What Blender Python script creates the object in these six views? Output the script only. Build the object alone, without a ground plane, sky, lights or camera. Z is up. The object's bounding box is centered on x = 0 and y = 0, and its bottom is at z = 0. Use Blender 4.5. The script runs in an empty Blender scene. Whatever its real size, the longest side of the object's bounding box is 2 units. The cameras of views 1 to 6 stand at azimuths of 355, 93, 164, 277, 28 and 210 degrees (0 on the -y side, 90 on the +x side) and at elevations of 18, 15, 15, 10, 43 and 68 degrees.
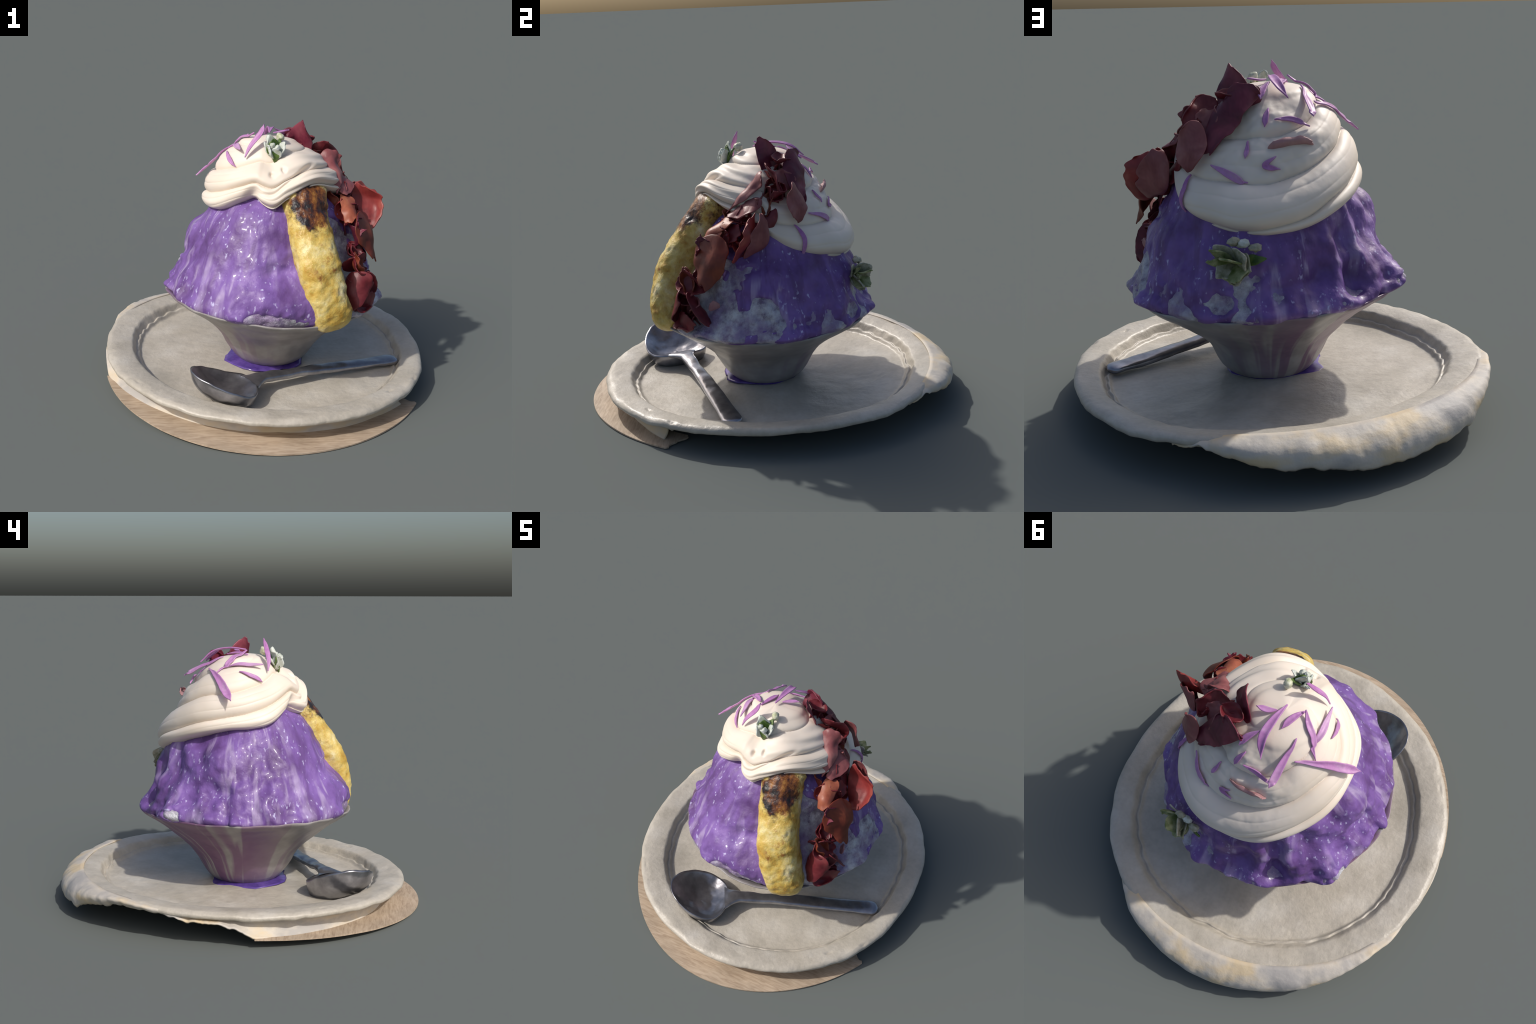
# Halo-halo style shaved-ice dessert: a bowl of ice with ube sauce, piped cream, a torched
# banana slice, dried petals and florets, standing on a wide plate with a spoon.
import bpy, math, random
import numpy as np
from mathutils import Vector
from mathutils.bvhtree import BVHTree

random.seed(7)
PI = math.pi

# ------------------------------------------------------------------ noise
def _hash(ix, iy, iz, seed):
    h = (ix * 374761393 + iy * 668265263 + iz * 2147483647 + seed * 974634777) & 0xFFFFFFFF
    h = ((h ^ (h >> 13)) * 1274126177) & 0xFFFFFFFF
    return ((h ^ (h >> 16)) & 0xFFFF) / 65535.0 * 2.0 - 1.0

def noise3(P, scale=1.0, seed=0):
    """Smooth value noise in -1..1 at points P (n,3)."""
    Q = np.asarray(P, float) * scale + 100.0
    I = np.floor(Q).astype(np.int64)
    F = Q - I
    F = F * F * F * (F * (F * 6 - 15) + 10)
    out = 0.0
    for dx in (0, 1):
        wx = F[..., 0] if dx else 1 - F[..., 0]
        for dy in (0, 1):
            wy = F[..., 1] if dy else 1 - F[..., 1]
            for dz in (0, 1):
                wz = F[..., 2] if dz else 1 - F[..., 2]
                out = out + wx * wy * wz * _hash(I[..., 0] + dx, I[..., 1] + dy, I[..., 2] + dz, seed)
    return out

def fbm(P, scale, octaves=3, seed=0, gain=0.5):
    a, s, t = 1.0, scale, 0.0
    for k in range(octaves):
        t = t + a * noise3(P, s, seed + k * 17)
        a *= gain
        s *= 2.03
    return t

def smooth(a, b, x):
    t = np.clip((x - a) / (b - a), 0, 1)
    return t * t * (3 - 2 * t)

def ang(d):
    """Wrap degrees to -180..180."""
    return (d + 180.0) % 360.0 - 180.0

def bump2(az, z, a0, z0, sa, sz, slant=0.0):
    """Gaussian patch on (azimuth in degrees, height); slant in degrees per metre."""
    da = ang(az - a0 - slant * (z - z0))
    return np.exp(-(da / sa) ** 2 - ((z - z0) / sz) ** 2)

def periodic(az, knots, values):
    """Smooth periodic interpolation of values over azimuth knots (degrees)."""
    k = np.asarray(knots, float)
    v = np.asarray(values, float)
    o = np.argsort(k)
    k, v = k[o], v[o]
    k = np.concatenate([k[-2:] - 360, k, k[:2] + 360])
    v = np.concatenate([v[-2:], v, v[:2]])
    return cubic(az, k, v)

def cubic(x, k, v):
    """Monotone-ish cubic (Catmull-Rom, non-uniform) through knots k with values v."""
    k = np.asarray(k, float); v = np.asarray(v, float)
    d = np.diff(v, axis=0) / (np.diff(k) if v.ndim == 1 else np.diff(k)[:, None])
    m = np.zeros_like(v)
    m[1:-1] = 0.5 * (d[1:] + d[:-1])
    m[0], m[-1] = d[0], d[-1]
    x = np.asarray(x, float)
    i = np.clip(np.searchsorted(k, x) - 1, 0, len(k) - 2)
    h = k[i + 1] - k[i]
    t = (x - k[i]) / h
    if v.ndim > 1:
        h = h[..., None]; t = t[..., None]
    return ((2*t**3 - 3*t**2 + 1) * v[i] + (t**3 - 2*t**2 + t) * h * m[i]
            + (-2*t**3 + 3*t**2) * v[i + 1] + (t**3 - t**2) * h * m[i + 1])

# ------------------------------------------------------------------ mesh helpers
COL = bpy.context.scene.collection

def make_object(name, verts, faces, mat=None, parent=None, smooth_shade=True):
    me = bpy.data.meshes.new(name)
    me.from_pydata([tuple(map(float, v)) for v in verts], [], faces)
    me.update()
    if smooth_shade:
        me.polygons.foreach_set("use_smooth", [True] * len(me.polygons))
    ob = bpy.data.objects.new(name, me)
    COL.objects.link(ob)
    if mat:
        me.materials.append(mat)
    if parent:
        ob.parent = parent
    return ob

def grid_faces(nu, nv, wrap_u=False, flip=False):
    f = []
    for j in range(nv - 1):
        for i in range(nu if wrap_u else nu - 1):
            a = j * nu + i
            b = j * nu + (i + 1) % nu
            q = (a, b, b + nu, a + nu)
            f.append(q[::-1] if flip else q)
    return f

def apply_mods(ob):
    dg = bpy.context.evaluated_depsgraph_get()
    me = bpy.data.meshes.new_from_object(ob.evaluated_get(dg))
    old = ob.data
    ob.modifiers.clear()
    ob.data = me
    me.name = old.name
    bpy.data.meshes.remove(old)
    return ob

def solidify(ob, t, offset=0.0, sub=0):
    m = ob.modifiers.new("solid", 'SOLIDIFY')
    m.thickness = t
    m.offset = offset
    if sub:
        s = ob.modifiers.new("sub", 'SUBSURF')
        s.levels = s.render_levels = sub
    return apply_mods(ob)

def empty(name, loc, label, category):
    e = bpy.data.objects.new(name, None)
    COL.objects.link(e)
    e["label"] = label
    e["category"] = category
    e.location = loc
    return e

def adopt(child, parent):
    child.parent = parent
    child.matrix_parent_inverse = parent.matrix_world.inverted()

# ------------------------------------------------------------------ material helpers
class Nodes:
    def __init__(self, name, rough=0.5, **inputs):
        self.mat = bpy.data.materials.new(name)
        self.mat.use_nodes = True
        self.t = self.mat.node_tree
        self.b = self.t.nodes["Principled BSDF"]
        self.set(self.b, Roughness=rough, **inputs)
        self.coord = self.t.nodes.new("ShaderNodeTexCoord").outputs["Object"]

    def set(self, node, **kw):
        for k, v in kw.items():
            node.inputs[k.replace("_", " ")].default_value = v

    def link(self, a, b):
        self.t.links.new(a, b)

    def mapping(self, scale=(1, 1, 1), loc=(0, 0, 0), rot=(0, 0, 0)):
        n = self.t.nodes.new("ShaderNodeMapping")
        n.inputs["Scale"].default_value = scale
        n.inputs["Location"].default_value = loc
        n.inputs["Rotation"].default_value = rot
        self.link(self.coord, n.inputs["Vector"])
        return n.outputs["Vector"]

    def noise(self, scale, detail=3, rough=0.5, vec=None, distort=0.0):
        n = self.t.nodes.new("ShaderNodeTexNoise")
        self.set(n, Scale=scale, Detail=detail, Roughness=rough, Distortion=distort)
        self.link(vec if vec is not None else self.coord, n.inputs["Vector"])
        return n.outputs["Fac"]

    def voronoi(self, scale, vec=None, feature='F1'):
        n = self.t.nodes.new("ShaderNodeTexVoronoi")
        n.feature = feature
        n.inputs["Scale"].default_value = scale
        self.link(vec if vec is not None else self.coord, n.inputs["Vector"])
        return n.outputs["Distance"]

    def ramp(self, fac, stops):
        n = self.t.nodes.new("ShaderNodeValToRGB")
        e = n.color_ramp.elements
        while len(e) > 1:
            e.remove(e[-1])
        for i, (p, c) in enumerate(stops):
            if not hasattr(c, '__len__'):
                c = (c, c, c)
            k = e[0] if i == 0 else e.new(p)
            k.position = p
            k.color = (*c[:3], 1)
        self.link(fac, n.inputs["Fac"])
        return n.outputs["Color"]

    def mix(self, fac, a, b, mode='MIX'):
        n = self.t.nodes.new("ShaderNodeMix")
        n.data_type = 'RGBA'
        n.blend_type = mode
        for s, v in ((n.inputs[0], fac), (n.inputs[6], a), (n.inputs[7], b)):
            if hasattr(v, 'is_output'):
                self.link(v, s)
            elif hasattr(v, '__len__'):
                s.default_value = (*v[:3], 1)
            else:
                s.default_value = v
        return n.outputs[2]

    def math(self, op, a, b=0.0, clamp=False):
        n = self.t.nodes.new("ShaderNodeMath")
        n.operation = op
        n.use_clamp = clamp
        for s, v in zip(n.inputs, (a, b)):
            if hasattr(v, 'is_output'):
                self.link(v, s)
            else:
                s.default_value = v
        return n.outputs[0]

    def xyz(self, vec=None):
        n = self.t.nodes.new("ShaderNodeSeparateXYZ")
        self.link(vec if vec is not None else self.coord, n.inputs[0])
        return n.outputs

    def polar(self, cx, cy, ka, kz):
        """Vector (angle round a vertical axis * ka, height * kz, 0) without a visible seam."""
        v = self.mapping(loc=(-cx, -cy, 0))
        n = self.t.nodes.new("ShaderNodeVectorMath")
        n.operation = 'MULTIPLY'
        n.inputs[1].default_value = (1, 1, 0)
        self.link(v, n.inputs[0])
        d = self.t.nodes.new("ShaderNodeVectorMath")
        d.operation = 'NORMALIZE'
        self.link(n.outputs[0], d.inputs[0])
        x, y, _ = self.xyz(d.outputs[0])
        z = self.xyz()[2]
        c = self.t.nodes.new("ShaderNodeCombineXYZ")
        self.link(self.math('MULTIPLY', x, ka), c.inputs[0])
        self.link(self.math('MULTIPLY', y, ka), c.inputs[1])
        self.link(self.math('MULTIPLY', z, kz), c.inputs[2])
        return c.outputs[0]

    def random(self):
        return self.t.nodes.new("ShaderNodeObjectInfo").outputs["Random"]

    def color(self, c):
        if hasattr(c, 'is_output'):
            self.link(c, self.b.inputs["Base Color"])
        else:
            self.b.inputs["Base Color"].default_value = (*c, 1)

    def bump(self, height, strength=0.3, dist=0.01):
        n = self.t.nodes.new("ShaderNodeBump")
        self.set(n, Strength=strength, Distance=dist)
        self.link(height, n.inputs["Height"])
        self.link(n.outputs["Normal"], self.b.inputs["Normal"])

    def sphere_mask(self, centre, radii, soft=0.5):
        """1 inside an ellipsoid, falling to 0 at its border."""
        s = tuple(1.0 / r for r in radii)
        v = self.mapping(scale=s, loc=tuple(-c * k for c, k in zip(centre, s)))
        n = self.t.nodes.new("ShaderNodeVectorMath")
        n.operation = 'LENGTH'
        self.link(v, n.inputs[0])
        return self.ramp(n.outputs["Value"], [(1 - soft, 1), (1, 0)])

# ------------------------------------------------------------------ materials
def mat_plate():
    m = Nodes("glazed_plate", rough=0.42)
    n = m.noise(5, 4, .6)
    c = m.ramp(n, [(.3, (.40, .365, .305)), (.52, (.49, .45, .385)), (.75, (.57, .535, .475))])
    fine = m.ramp(m.noise(42, 3, .65), [(.35, .86), (.6, 1.0)])
    c = m.mix(.6, c, fine, 'MULTIPLY')
    m.color(c)
    m.bump(m.noise(26, 4, .6), .35, .012)
    return m.mat

def mat_side():
    m = Nodes("plate_side", rough=0.6)
    n = m.noise(4.2, 4, .55, m.mapping(scale=(1, 1, 2.2)))
    c = m.ramp(n, [(.34, (.40, .38, .36)), (.48, (.56, .51, .44)), (.62, (.62, .50, .33)), (.8, (.68, .58, .42))])
    m.color(c)
    m.bump(m.noise(30, 3), .3, .01)
    return m.mat

def mat_table():
    m = Nodes("pale_wood", rough=0.65)
    grain = m.noise(9, 5, .6, m.mapping(scale=(1.2, 9, 6), rot=(0, 0, .5)), .6)
    c = m.ramp(grain, [(.3, (.34, .25, .175)), (.5, (.47, .365, .265)), (.72, (.57, .46, .35))])
    blot = m.ramp(m.noise(6, 3), [(.35, .8), (.6, 1)])
    m.color(m.mix(.8, c, blot, 'MULTIPLY'))
    m.bump(grain, .2, .004)
    return m.mat

def mat_bowl():
    m = Nodes("bowl_ceramic", rough=0.35)
    c = m.ramp(m.noise(7, 4, .6), [(.3, (.22, .205, .205)), (.55, (.31, .29, .285)), (.75, (.40, .385, .385))])  # greys darkened for the shade the mound casts on the bowl
    # sauce has run down the outside, mostly on the left and at the back
    drip = m.noise(1.0, 2, .5, m.polar(CX, CY, 4.6, 1.1), .3)
    side = m.sphere_mask((-.36, .26, .38), (.74, .74, .6), .5)
    d = m.math('MULTIPLY', m.ramp(drip, [(.45, 0), (.52, 1)]), side)
    c = m.mix(m.math('MULTIPLY', d, .85), c, (.155, .062, .15))
    m.color(c)
    m.bump(m.noise(22, 3), .2, .01)
    return m.mat

def mat_ice():
    m = Nodes("shaved_ice", rough=0.35, Subsurface_Weight=0.2, Subsurface_Scale=0.02)
    m.set(m.b, Subsurface_Radius=(1, 1, 1))
    c = m.ramp(m.noise(17, 6, .7), [(.34, (.17, .13, .21)), (.46, (.40, .38, .45)), (.62, (.62, .63, .68))])
    tint = m.ramp(m.noise(7, 4, .6), [(.42, 0), (.62, .75)])
    c = m.mix(tint, c, (.24, .15, .33))
    m.color(c)
    m.bump(m.noise(70, 4, .7), .7, .012)
    return m.mat

def mat_sauce():
    m = Nodes("ube_sauce", rough=0.48, Specular_IOR_Level=0.35, Coat_Weight=0.10, Coat_Roughness=0.10)
    n = m.noise(5.5, 4, .6)
    c = m.ramp(n, [(.26, (.088, .038, .15)), (.46, (.165, .085, .30)), (.62, (.212, .118, .385)), (.8, (.31, .185, .475))])
    # milk that has run down the mound in soft streaks
    streak = m.noise(1.0, 3, .55, m.polar(CX, CY, 7.0, 3.0), .35)
    f = m.ramp(streak, [(.52, 0), (.60, 1), (.64, 1), (.70, 0)])
    gate = m.ramp(m.noise(4, 2), [(.44, 0), (.6, 1)])
    c = m.mix(m.math('MULTIPLY', m.math('MULTIPLY', f, gate), .45), c, (.52, .44, .62))
    dark = m.ramp(m.noise(1.0, 3, .55, m.polar(CX + .2, CY, 6.0, 4.0), .5), [(.36, 1), (.5, 0)])
    c = m.mix(m.math('MULTIPLY', dark, .45), c, (.085, .035, .13))
    # small specular glints of the wet sauce, painted into its colour
    painted_glint = m.ramp(m.noise(58, 2, .5, m.mapping(scale=(1, 1, .5))), [(.62, 0), (.72, 1)])
    gate2 = m.ramp(m.noise(6, 2), [(.42, 0), (.58, 1)])
    c = m.mix(m.math('MULTIPLY', m.math('MULTIPLY', painted_glint, gate2), .75), c, (.60, .58, .84))
    m.color(c)
    m.bump(m.noise(38, 2, .5), .35, .010)
    return m.mat

def mat_cream():
    m = Nodes("piped_cream", rough=0.5, Subsurface_Weight=0.15, Subsurface_Scale=0.03)
    m.set(m.b, Subsurface_Radius=(1, .8, .6))
    c = m.ramp(m.noise(4, 3), [(.3, (.75, .655, .55)), (.7, (.83, .745, .655))])
    m.color(c)
    m.bump(m.noise(60, 3), .08, .006)
    return m.mat

def mat_banana():
    m = Nodes("torched_banana", rough=0.4, Subsurface_Weight=0.1, Subsurface_Scale=0.02)
    n = m.noise(11, 4, .6)
    c = m.ramp(n, [(.3, (.44, .24, .03)), (.45, (.59, .42, .10)), (.58, (.67, .53, .19)), (.72, (.77, .69, .42))])
    spots = m.ramp(m.noise(16, 4, .6, m.mapping(loc=(.4, 2, 0))), [(.55, 0), (.66, 1)])
    band = m.sphere_mask((.25, -.5, .78), (.075, .3, .16), .8)
    c = m.mix(m.math('MULTIPLY', spots, m.math('ADD', m.math('MULTIPLY', band, 1.1), .25, True)), c, (.22, .055, .012))
    fr = m.ramp(m.noise(60, 2), [(.68, 0), (.74, 1)])
    c = m.mix(m.math('MULTIPLY', fr, .55), c, (.36, .15, .02))
    # charred head, with a ragged border
    head = m.sphere_mask((.185, -.38, 1.07), (.15, .24, .18), .6)
    rag = m.noise(15, 5, .7)
    mask = m.ramp(m.math('ADD', head, m.math('MULTIPLY', m.math('SUBTRACT', rag, .5), 2.2)), [(.28, 0), (.62, 1)])
    char = m.ramp(m.noise(11, 5, .7, m.mapping(scale=(1.2, 1, .6))), [(.40, (.012, .010, .012)), (.47, (.06, .016, .008)), (.56, (.20, .07, .015)), (.68, (.42, .21, .045))])
    c = m.mix(mask, c, char)
    m.color(c)
    m.bump(m.noise(40, 4, .6), .5, .012)
    return m.mat

def mat_petal(name, dark, mid, light):
    m = Nodes(name, rough=0.45)
    r = m.random()
    v = m.mapping(scale=(1, 1, 1))
    n = m.noise(9, 4, .6, v, .5)
    c = m.ramp(n, [(.3, dark), (.55, mid), (.78, light)])
    g = m.noise(60, 2, .5, m.mapping(scale=(1, 1, .15)))
    c = m.mix(.5, c, m.ramp(g, [(.3, .75), (.7, 1.0)]), 'MULTIPLY')
    c = m.mix(m.math('MULTIPLY', r, .25), c, dark)
    m.color(c)
    m.bump(g, .2, .006)
    tr = m.t.nodes.new("ShaderNodeBsdfTranslucent")
    m.link(c, tr.inputs["Color"])
    mx = m.t.nodes.new("ShaderNodeMixShader")
    mx.inputs[0].default_value = 0.15
    m.link(m.b.outputs[0], mx.inputs[1])
    m.link(tr.outputs[0], mx.inputs[2])
    m.link(mx.outputs[0], m.t.nodes["Material Output"].inputs["Surface"])
    return m.mat

def mat_plain(name, dark, light, scale=20, rough=.5, metallic=0.0):
    m = Nodes(name, rough=rough, Metallic=metallic)
    m.color(m.ramp(m.noise(scale, 3, .6), [(.35, dark), (.65, light)]))
    return m.mat

def mat_steel():
    m = Nodes("brushed_steel", rough=0.28, Metallic=0.9)
    c = m.ramp(m.noise(9, 4, .6), [(.3, (.20, .20, .22)), (.55, (.34, .34, .37)), (.75, (.50, .50, .54))])
    m.color(c)
    m.bump(m.noise(18, 3), .25, .01)
    return m.mat

# ------------------------------------------------------------------ plate
# radius of the plate's slightly uneven outline by azimuth in degrees
RIM = ([0, 20, 41, 55, 70, 90, 116, 139, 157, 175, -166, -148, -132, -118, -97, -79, -64, -44, -29, -10],
       [.887, .910, .935, .932, .912, .895, .893, .903, .903, .888, .885, .893, .900, .905, .915, .918, .918, .916, .905, .885])

def tilt(x, y):
    """The whole setting leans a little: height added at (x, y)."""
    return -0.022 * x + 0.032 * y

def rim_z(x, y):
    return 0.161 - 0.018 * x + 0.026 * y

def floor_z(x, y):
    return 0.097 - 0.008 * x + 0.028 * y

def ring_point(az, s):
    """Point on the plate's outline scaled by s at azimuth az (radians)."""
    r = s * periodic(ang(np.degrees(az)), *RIM)
    return r * np.cos(az), r * np.sin(az)

def build_plate(mat):
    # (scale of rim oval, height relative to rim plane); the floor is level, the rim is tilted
    top = [(0, None), (.25, None), (.5, None), (.68, None), (.77, None), (.80, None), (.82, -.056), (.832, -.036),
           (.842, -.018), (.852, -.010), (.875, -.006), (.905, -.002), (.945, .001), (.975, .0), (.992, -.007),
           (1.0, -.015), (1.0, -.026), (.992, -.036), (.955, -.036), (.87, -.034), (.84, -.06), (.80, -.082), (.72, -.085), (0, -.085)]
    nu = 288
    az = np.linspace(0, 2 * PI, nu, endpoint=False)
    # subdivide profile smoothly
    pr, pz, lvl = [], [], []
    for s, h in top:
        pr.append(s); pz.append(0 if h is None else h); lvl.append(1 if h is None else 0)
    k = np.arange(len(top)); kk = np.linspace(0, len(top) - 1, 6 * (len(top) - 1) + 1)
    pr = np.interp(kk, k, pr); pz = np.interp(kk, k, pz); lvl = np.interp(kk, k, lvl)
    # round the polyline a little
    for _ in range(5):
        pr[1:-1] = (pr[:-2] + 2 * pr[1:-1] + pr[2:]) / 4
        pz[1:-1] = (pz[:-2] + 2 * pz[1:-1] + pz[2:]) / 4
        lvl[1:-1] = (lvl[:-2] + 2 * lvl[1:-1] + lvl[2:]) / 4
    V = []
    for s, h, l in zip(pr, pz, lvl):
        q = .862 + .022 * np.cos(az - .52)            # the well sits off centre
        sw = np.where(s < .852, s * q / .852, q + (s - .852) * (1 - q) / .148)
        x, y = ring_point(az, sw)
        zr = rim_z(x, y) + h
        zf = floor_z(x, y)
        z = zr * (1 - l) + zf * l
        V.append(np.stack([x, y, z], -1))
    V = np.array(V)
    n1 = fbm(V, 5, 3, 3)
    edge = np.exp(-((pr - .825) / .03) ** 2)[:, None]
    flut = np.sin(az * 46 + 3 * noise3(np.stack([np.cos(az) * 2, np.sin(az) * 2, az * 0], -1), 1, 5))[None, :]
    V[..., 2] += n1 * .0045 + edge * flut * .006 * (0.5 + noise3(V, 3, 8))
    lip = np.exp(-((pr - .985) / .03) ** 2)[:, None]
    V[..., 2] += lip * fbm(V, 14, 2, 21) * .004
    rad = 1 + lip * fbm(V, 9, 2, 33) * .006 + edge * (fbm(V, 8, 2, 41) * .010 + flut * .004)
    V[..., 0] *= rad; V[..., 1] *= rad
    # small pits in the rim glaze
    for px, py in ((.76, -.46), (.60, -.60), (-.70, -.50)):
        d2 = (V[..., 0] - px) ** 2 + (V[..., 1] - py) ** 2
        V[..., 2] -= .012 * np.exp(-d2 / .009 ** 2)
    return make_object("dish", V.reshape(-1, 3), grid_faces(nu, len(pr), True), mat)

def build_side(mat):
    """Outer wall of the plate: tucked under at the front, a hanging ragged skirt at the back."""
    knots = [-31, -50, -90, -130, -150, -162, -168, -172, -178, 171, 164, 150, 140, 132, 125, 117, 110, 98, 89, 80, 71, 64, 58, 50]
    low_r = [.87, .83, .80, .815, .85, .875, .888, .889, .89, .888, .886, .89, .91, .935, .955, .962, .97, .985, .985, .982, .968, .958, .945, .92]
    low_z = [.012, .003, .003, .025, .035, .042, .052, .09, .122, .14, .155, .160, .138, .10, .076, .073, .069, .064, .074, .088, .094, .12, .146, .172]
    k = np.array(knots, float)
    k = np.where(k > 0, k - 360, k)            # -31 ... -310
    t = -k
    n = 420
    tt = np.linspace(37, 310, n)
    lr, lz = np.interp(tt, t, low_r), np.interp(tt, t, low_z)
    az = np.radians(-tt)
    J = 17
    s = np.linspace(0, 1, J)[:, None]
    back = smooth(176, 214, tt) * (1 - smooth(294, 310, tt))      # 1 where the skirt hangs free
    x0, y0 = ring_point(az, .952 + .015 * back)
    r0 = np.hypot(x0, y0)
    z0 = rim_z(x0, y0) - .032 + .036 * back
    rr = r0 * (1 - s) + lr * s
    rr = rr + back * .046 * np.sin(PI * s) ** .7    # bulges out
    rr = rr - (1 - back) * .03 * np.sin(PI * s) ** .8
    zz = z0 * (1 - s) + np.minimum(lz, z0 - .004) * s
    zz = zz + back * .014 * np.sin(PI * s)
    P = np.stack([rr * np.cos(az), rr * np.sin(az), zz], -1)
    ragged = fbm(np.stack([np.cos(az) * 6, np.sin(az) * 6, az * 0], -1), 2.2, 4, 5)
    hang = np.clip((lz - .05) / .03, 0, 1)
    P[..., 2] += s * hang * ragged * .012
    rough = fbm(P * np.array([1, 1, .5]), 9, 3, 61) * .007 * np.sin(PI * s)
    P[..., 0] += rough * np.cos(az); P[..., 1] += rough * np.sin(az)
    P[..., 2] = np.maximum(P[..., 2], .003)
    ob = make_object("plate_side", P.reshape(-1, 3), grid_faces(n, J), mat)
    return solidify(ob, .007, 0)

def build_table(mat):
    """Crescent of pale tabletop that shows under the front of the plate."""
    n, J = 260, 12
    az = np.radians(np.linspace(-169, -30, n))
    ox, oy = .892 * np.cos(az), 1.0 * np.sin(az)
    ix, iy = ring_point(az, .84)
    s = np.linspace(0, 1, J)[:, None]
    x = ix * (1 - s) + ox * s
    y = iy * (1 - s) + oy * s
    e = np.minimum(np.arange(n), np.arange(n)[::-1]) / 10.0
    jag = np.exp(-e) * .03 * noise3(np.stack([x * 0 + s * 9, x * 0, y * 0], -1), 1, 3)
    x = x - jag * np.sin(az); y = y + jag * np.cos(az)
    z = .0075 + np.maximum(.032 + tilt(x, y), 0) + fbm(np.stack([x, y, x * 0], -1), 6, 2, 4) * .0012
    top = np.stack([x, y, z], -1).reshape(-1, 3)
    bot = top.copy(); bot[:, 2] = np.maximum(bot[:, 2] - .008, 0)
    F = grid_faces(n, J, flip=True) + [tuple(i + n * J for i in f[::-1]) for f in grid_faces(n, J, flip=True)]
    edge = [i for i in range(n)] + [j * n + n - 1 for j in range(1, J)] + [(J - 1) * n + i for i in range(n - 2, -1, -1)] + [j * n for j in range(J - 2, 0, -1)]
    for a, b in zip(edge, edge[1:] + edge[:1]):
        F.append((a, b, b + n * J, a + n * J))
    ob = make_object("table_surface", np.concatenate([top, bot]), F, mat, smooth_shade=False)
    ob["label"] = "pale wooden crescent of tabletop under the plate"
    ob["category"] = "tabletop"
    return ob

# ------------------------------------------------------------------ bowl and mound
CX, CY = 0.03, -0.03                 # axis of the bowl

def build_bowl(mat):
    prof = [(.0, .10), (.10, .10), (.155, .098), (.178, .100), (.190, .108), (.212, .13), (.232, .16), (.248, .19), (.265, .225),
            (.297, .272), (.345, .315), (.392, .352), (.450, .397), (.505, .434), (.552, .466), (.578, .488), (.579, .498),
            (.565, .497), (.535, .478), (.47, .43), (.40, .38)]
    p = np.array(prof)
    k = np.arange(len(p)); kk = np.linspace(0, len(p) - 1, 5 * (len(p) - 1) + 1)
    pr, pz = np.interp(kk, k, p[:, 0]), np.interp(kk, k, p[:, 1])
    for _ in range(3):
        pr[1:-1] = (pr[:-2] + 2 * pr[1:-1] + pr[2:]) / 4
        pz[1:-1] = (pz[:-2] + 2 * pz[1:-1] + pz[2:]) / 4
    nu = 200
    az = np.linspace(0, 2 * PI, nu, endpoint=False)
    r = pr[:, None] * np.ones(nu)
    z = pz[:, None] - .022 * np.cos(az) * smooth(.2, .46, pz)[:, None]
    P = np.stack([CX + r * np.cos(az), CY + r * np.sin(az), z], -1)
    d = fbm(P, 5, 3, 12) * .010 * smooth(.1, .25, pz)[:, None]
    P[..., 0] += d * np.cos(az); P[..., 1] += d * np.sin(az)
    P[..., 2] += noise3(P, 9, 77) * .007 * smooth(.40, .47, pz)[:, None]
    return make_object("bowl", P.reshape(-1, 3), grid_faces(nu, len(pr), True), mat)

ICE_Z = np.array([.42, .455, .485, .515, .56, .63, .72, .83, .92, 1.0, 1.08, 1.13, 1.15])
ICE_R = {180: [.42, .50, .560, .572, .535, .485, .448, .412, .365, .31, .21, .10, 0],
         0:   [.42, .50, .565, .588, .568, .54, .505, .450, .395, .34, .25, .12, 0],
         90:  [.42, .50, .550, .560, .533, .503, .470, .425, .38, .32, .21, .10, 0],
         -90: [.42, .50, .555, .570, .552, .52, .470, .41, .355, .30, .20, .10, 0]}

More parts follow.
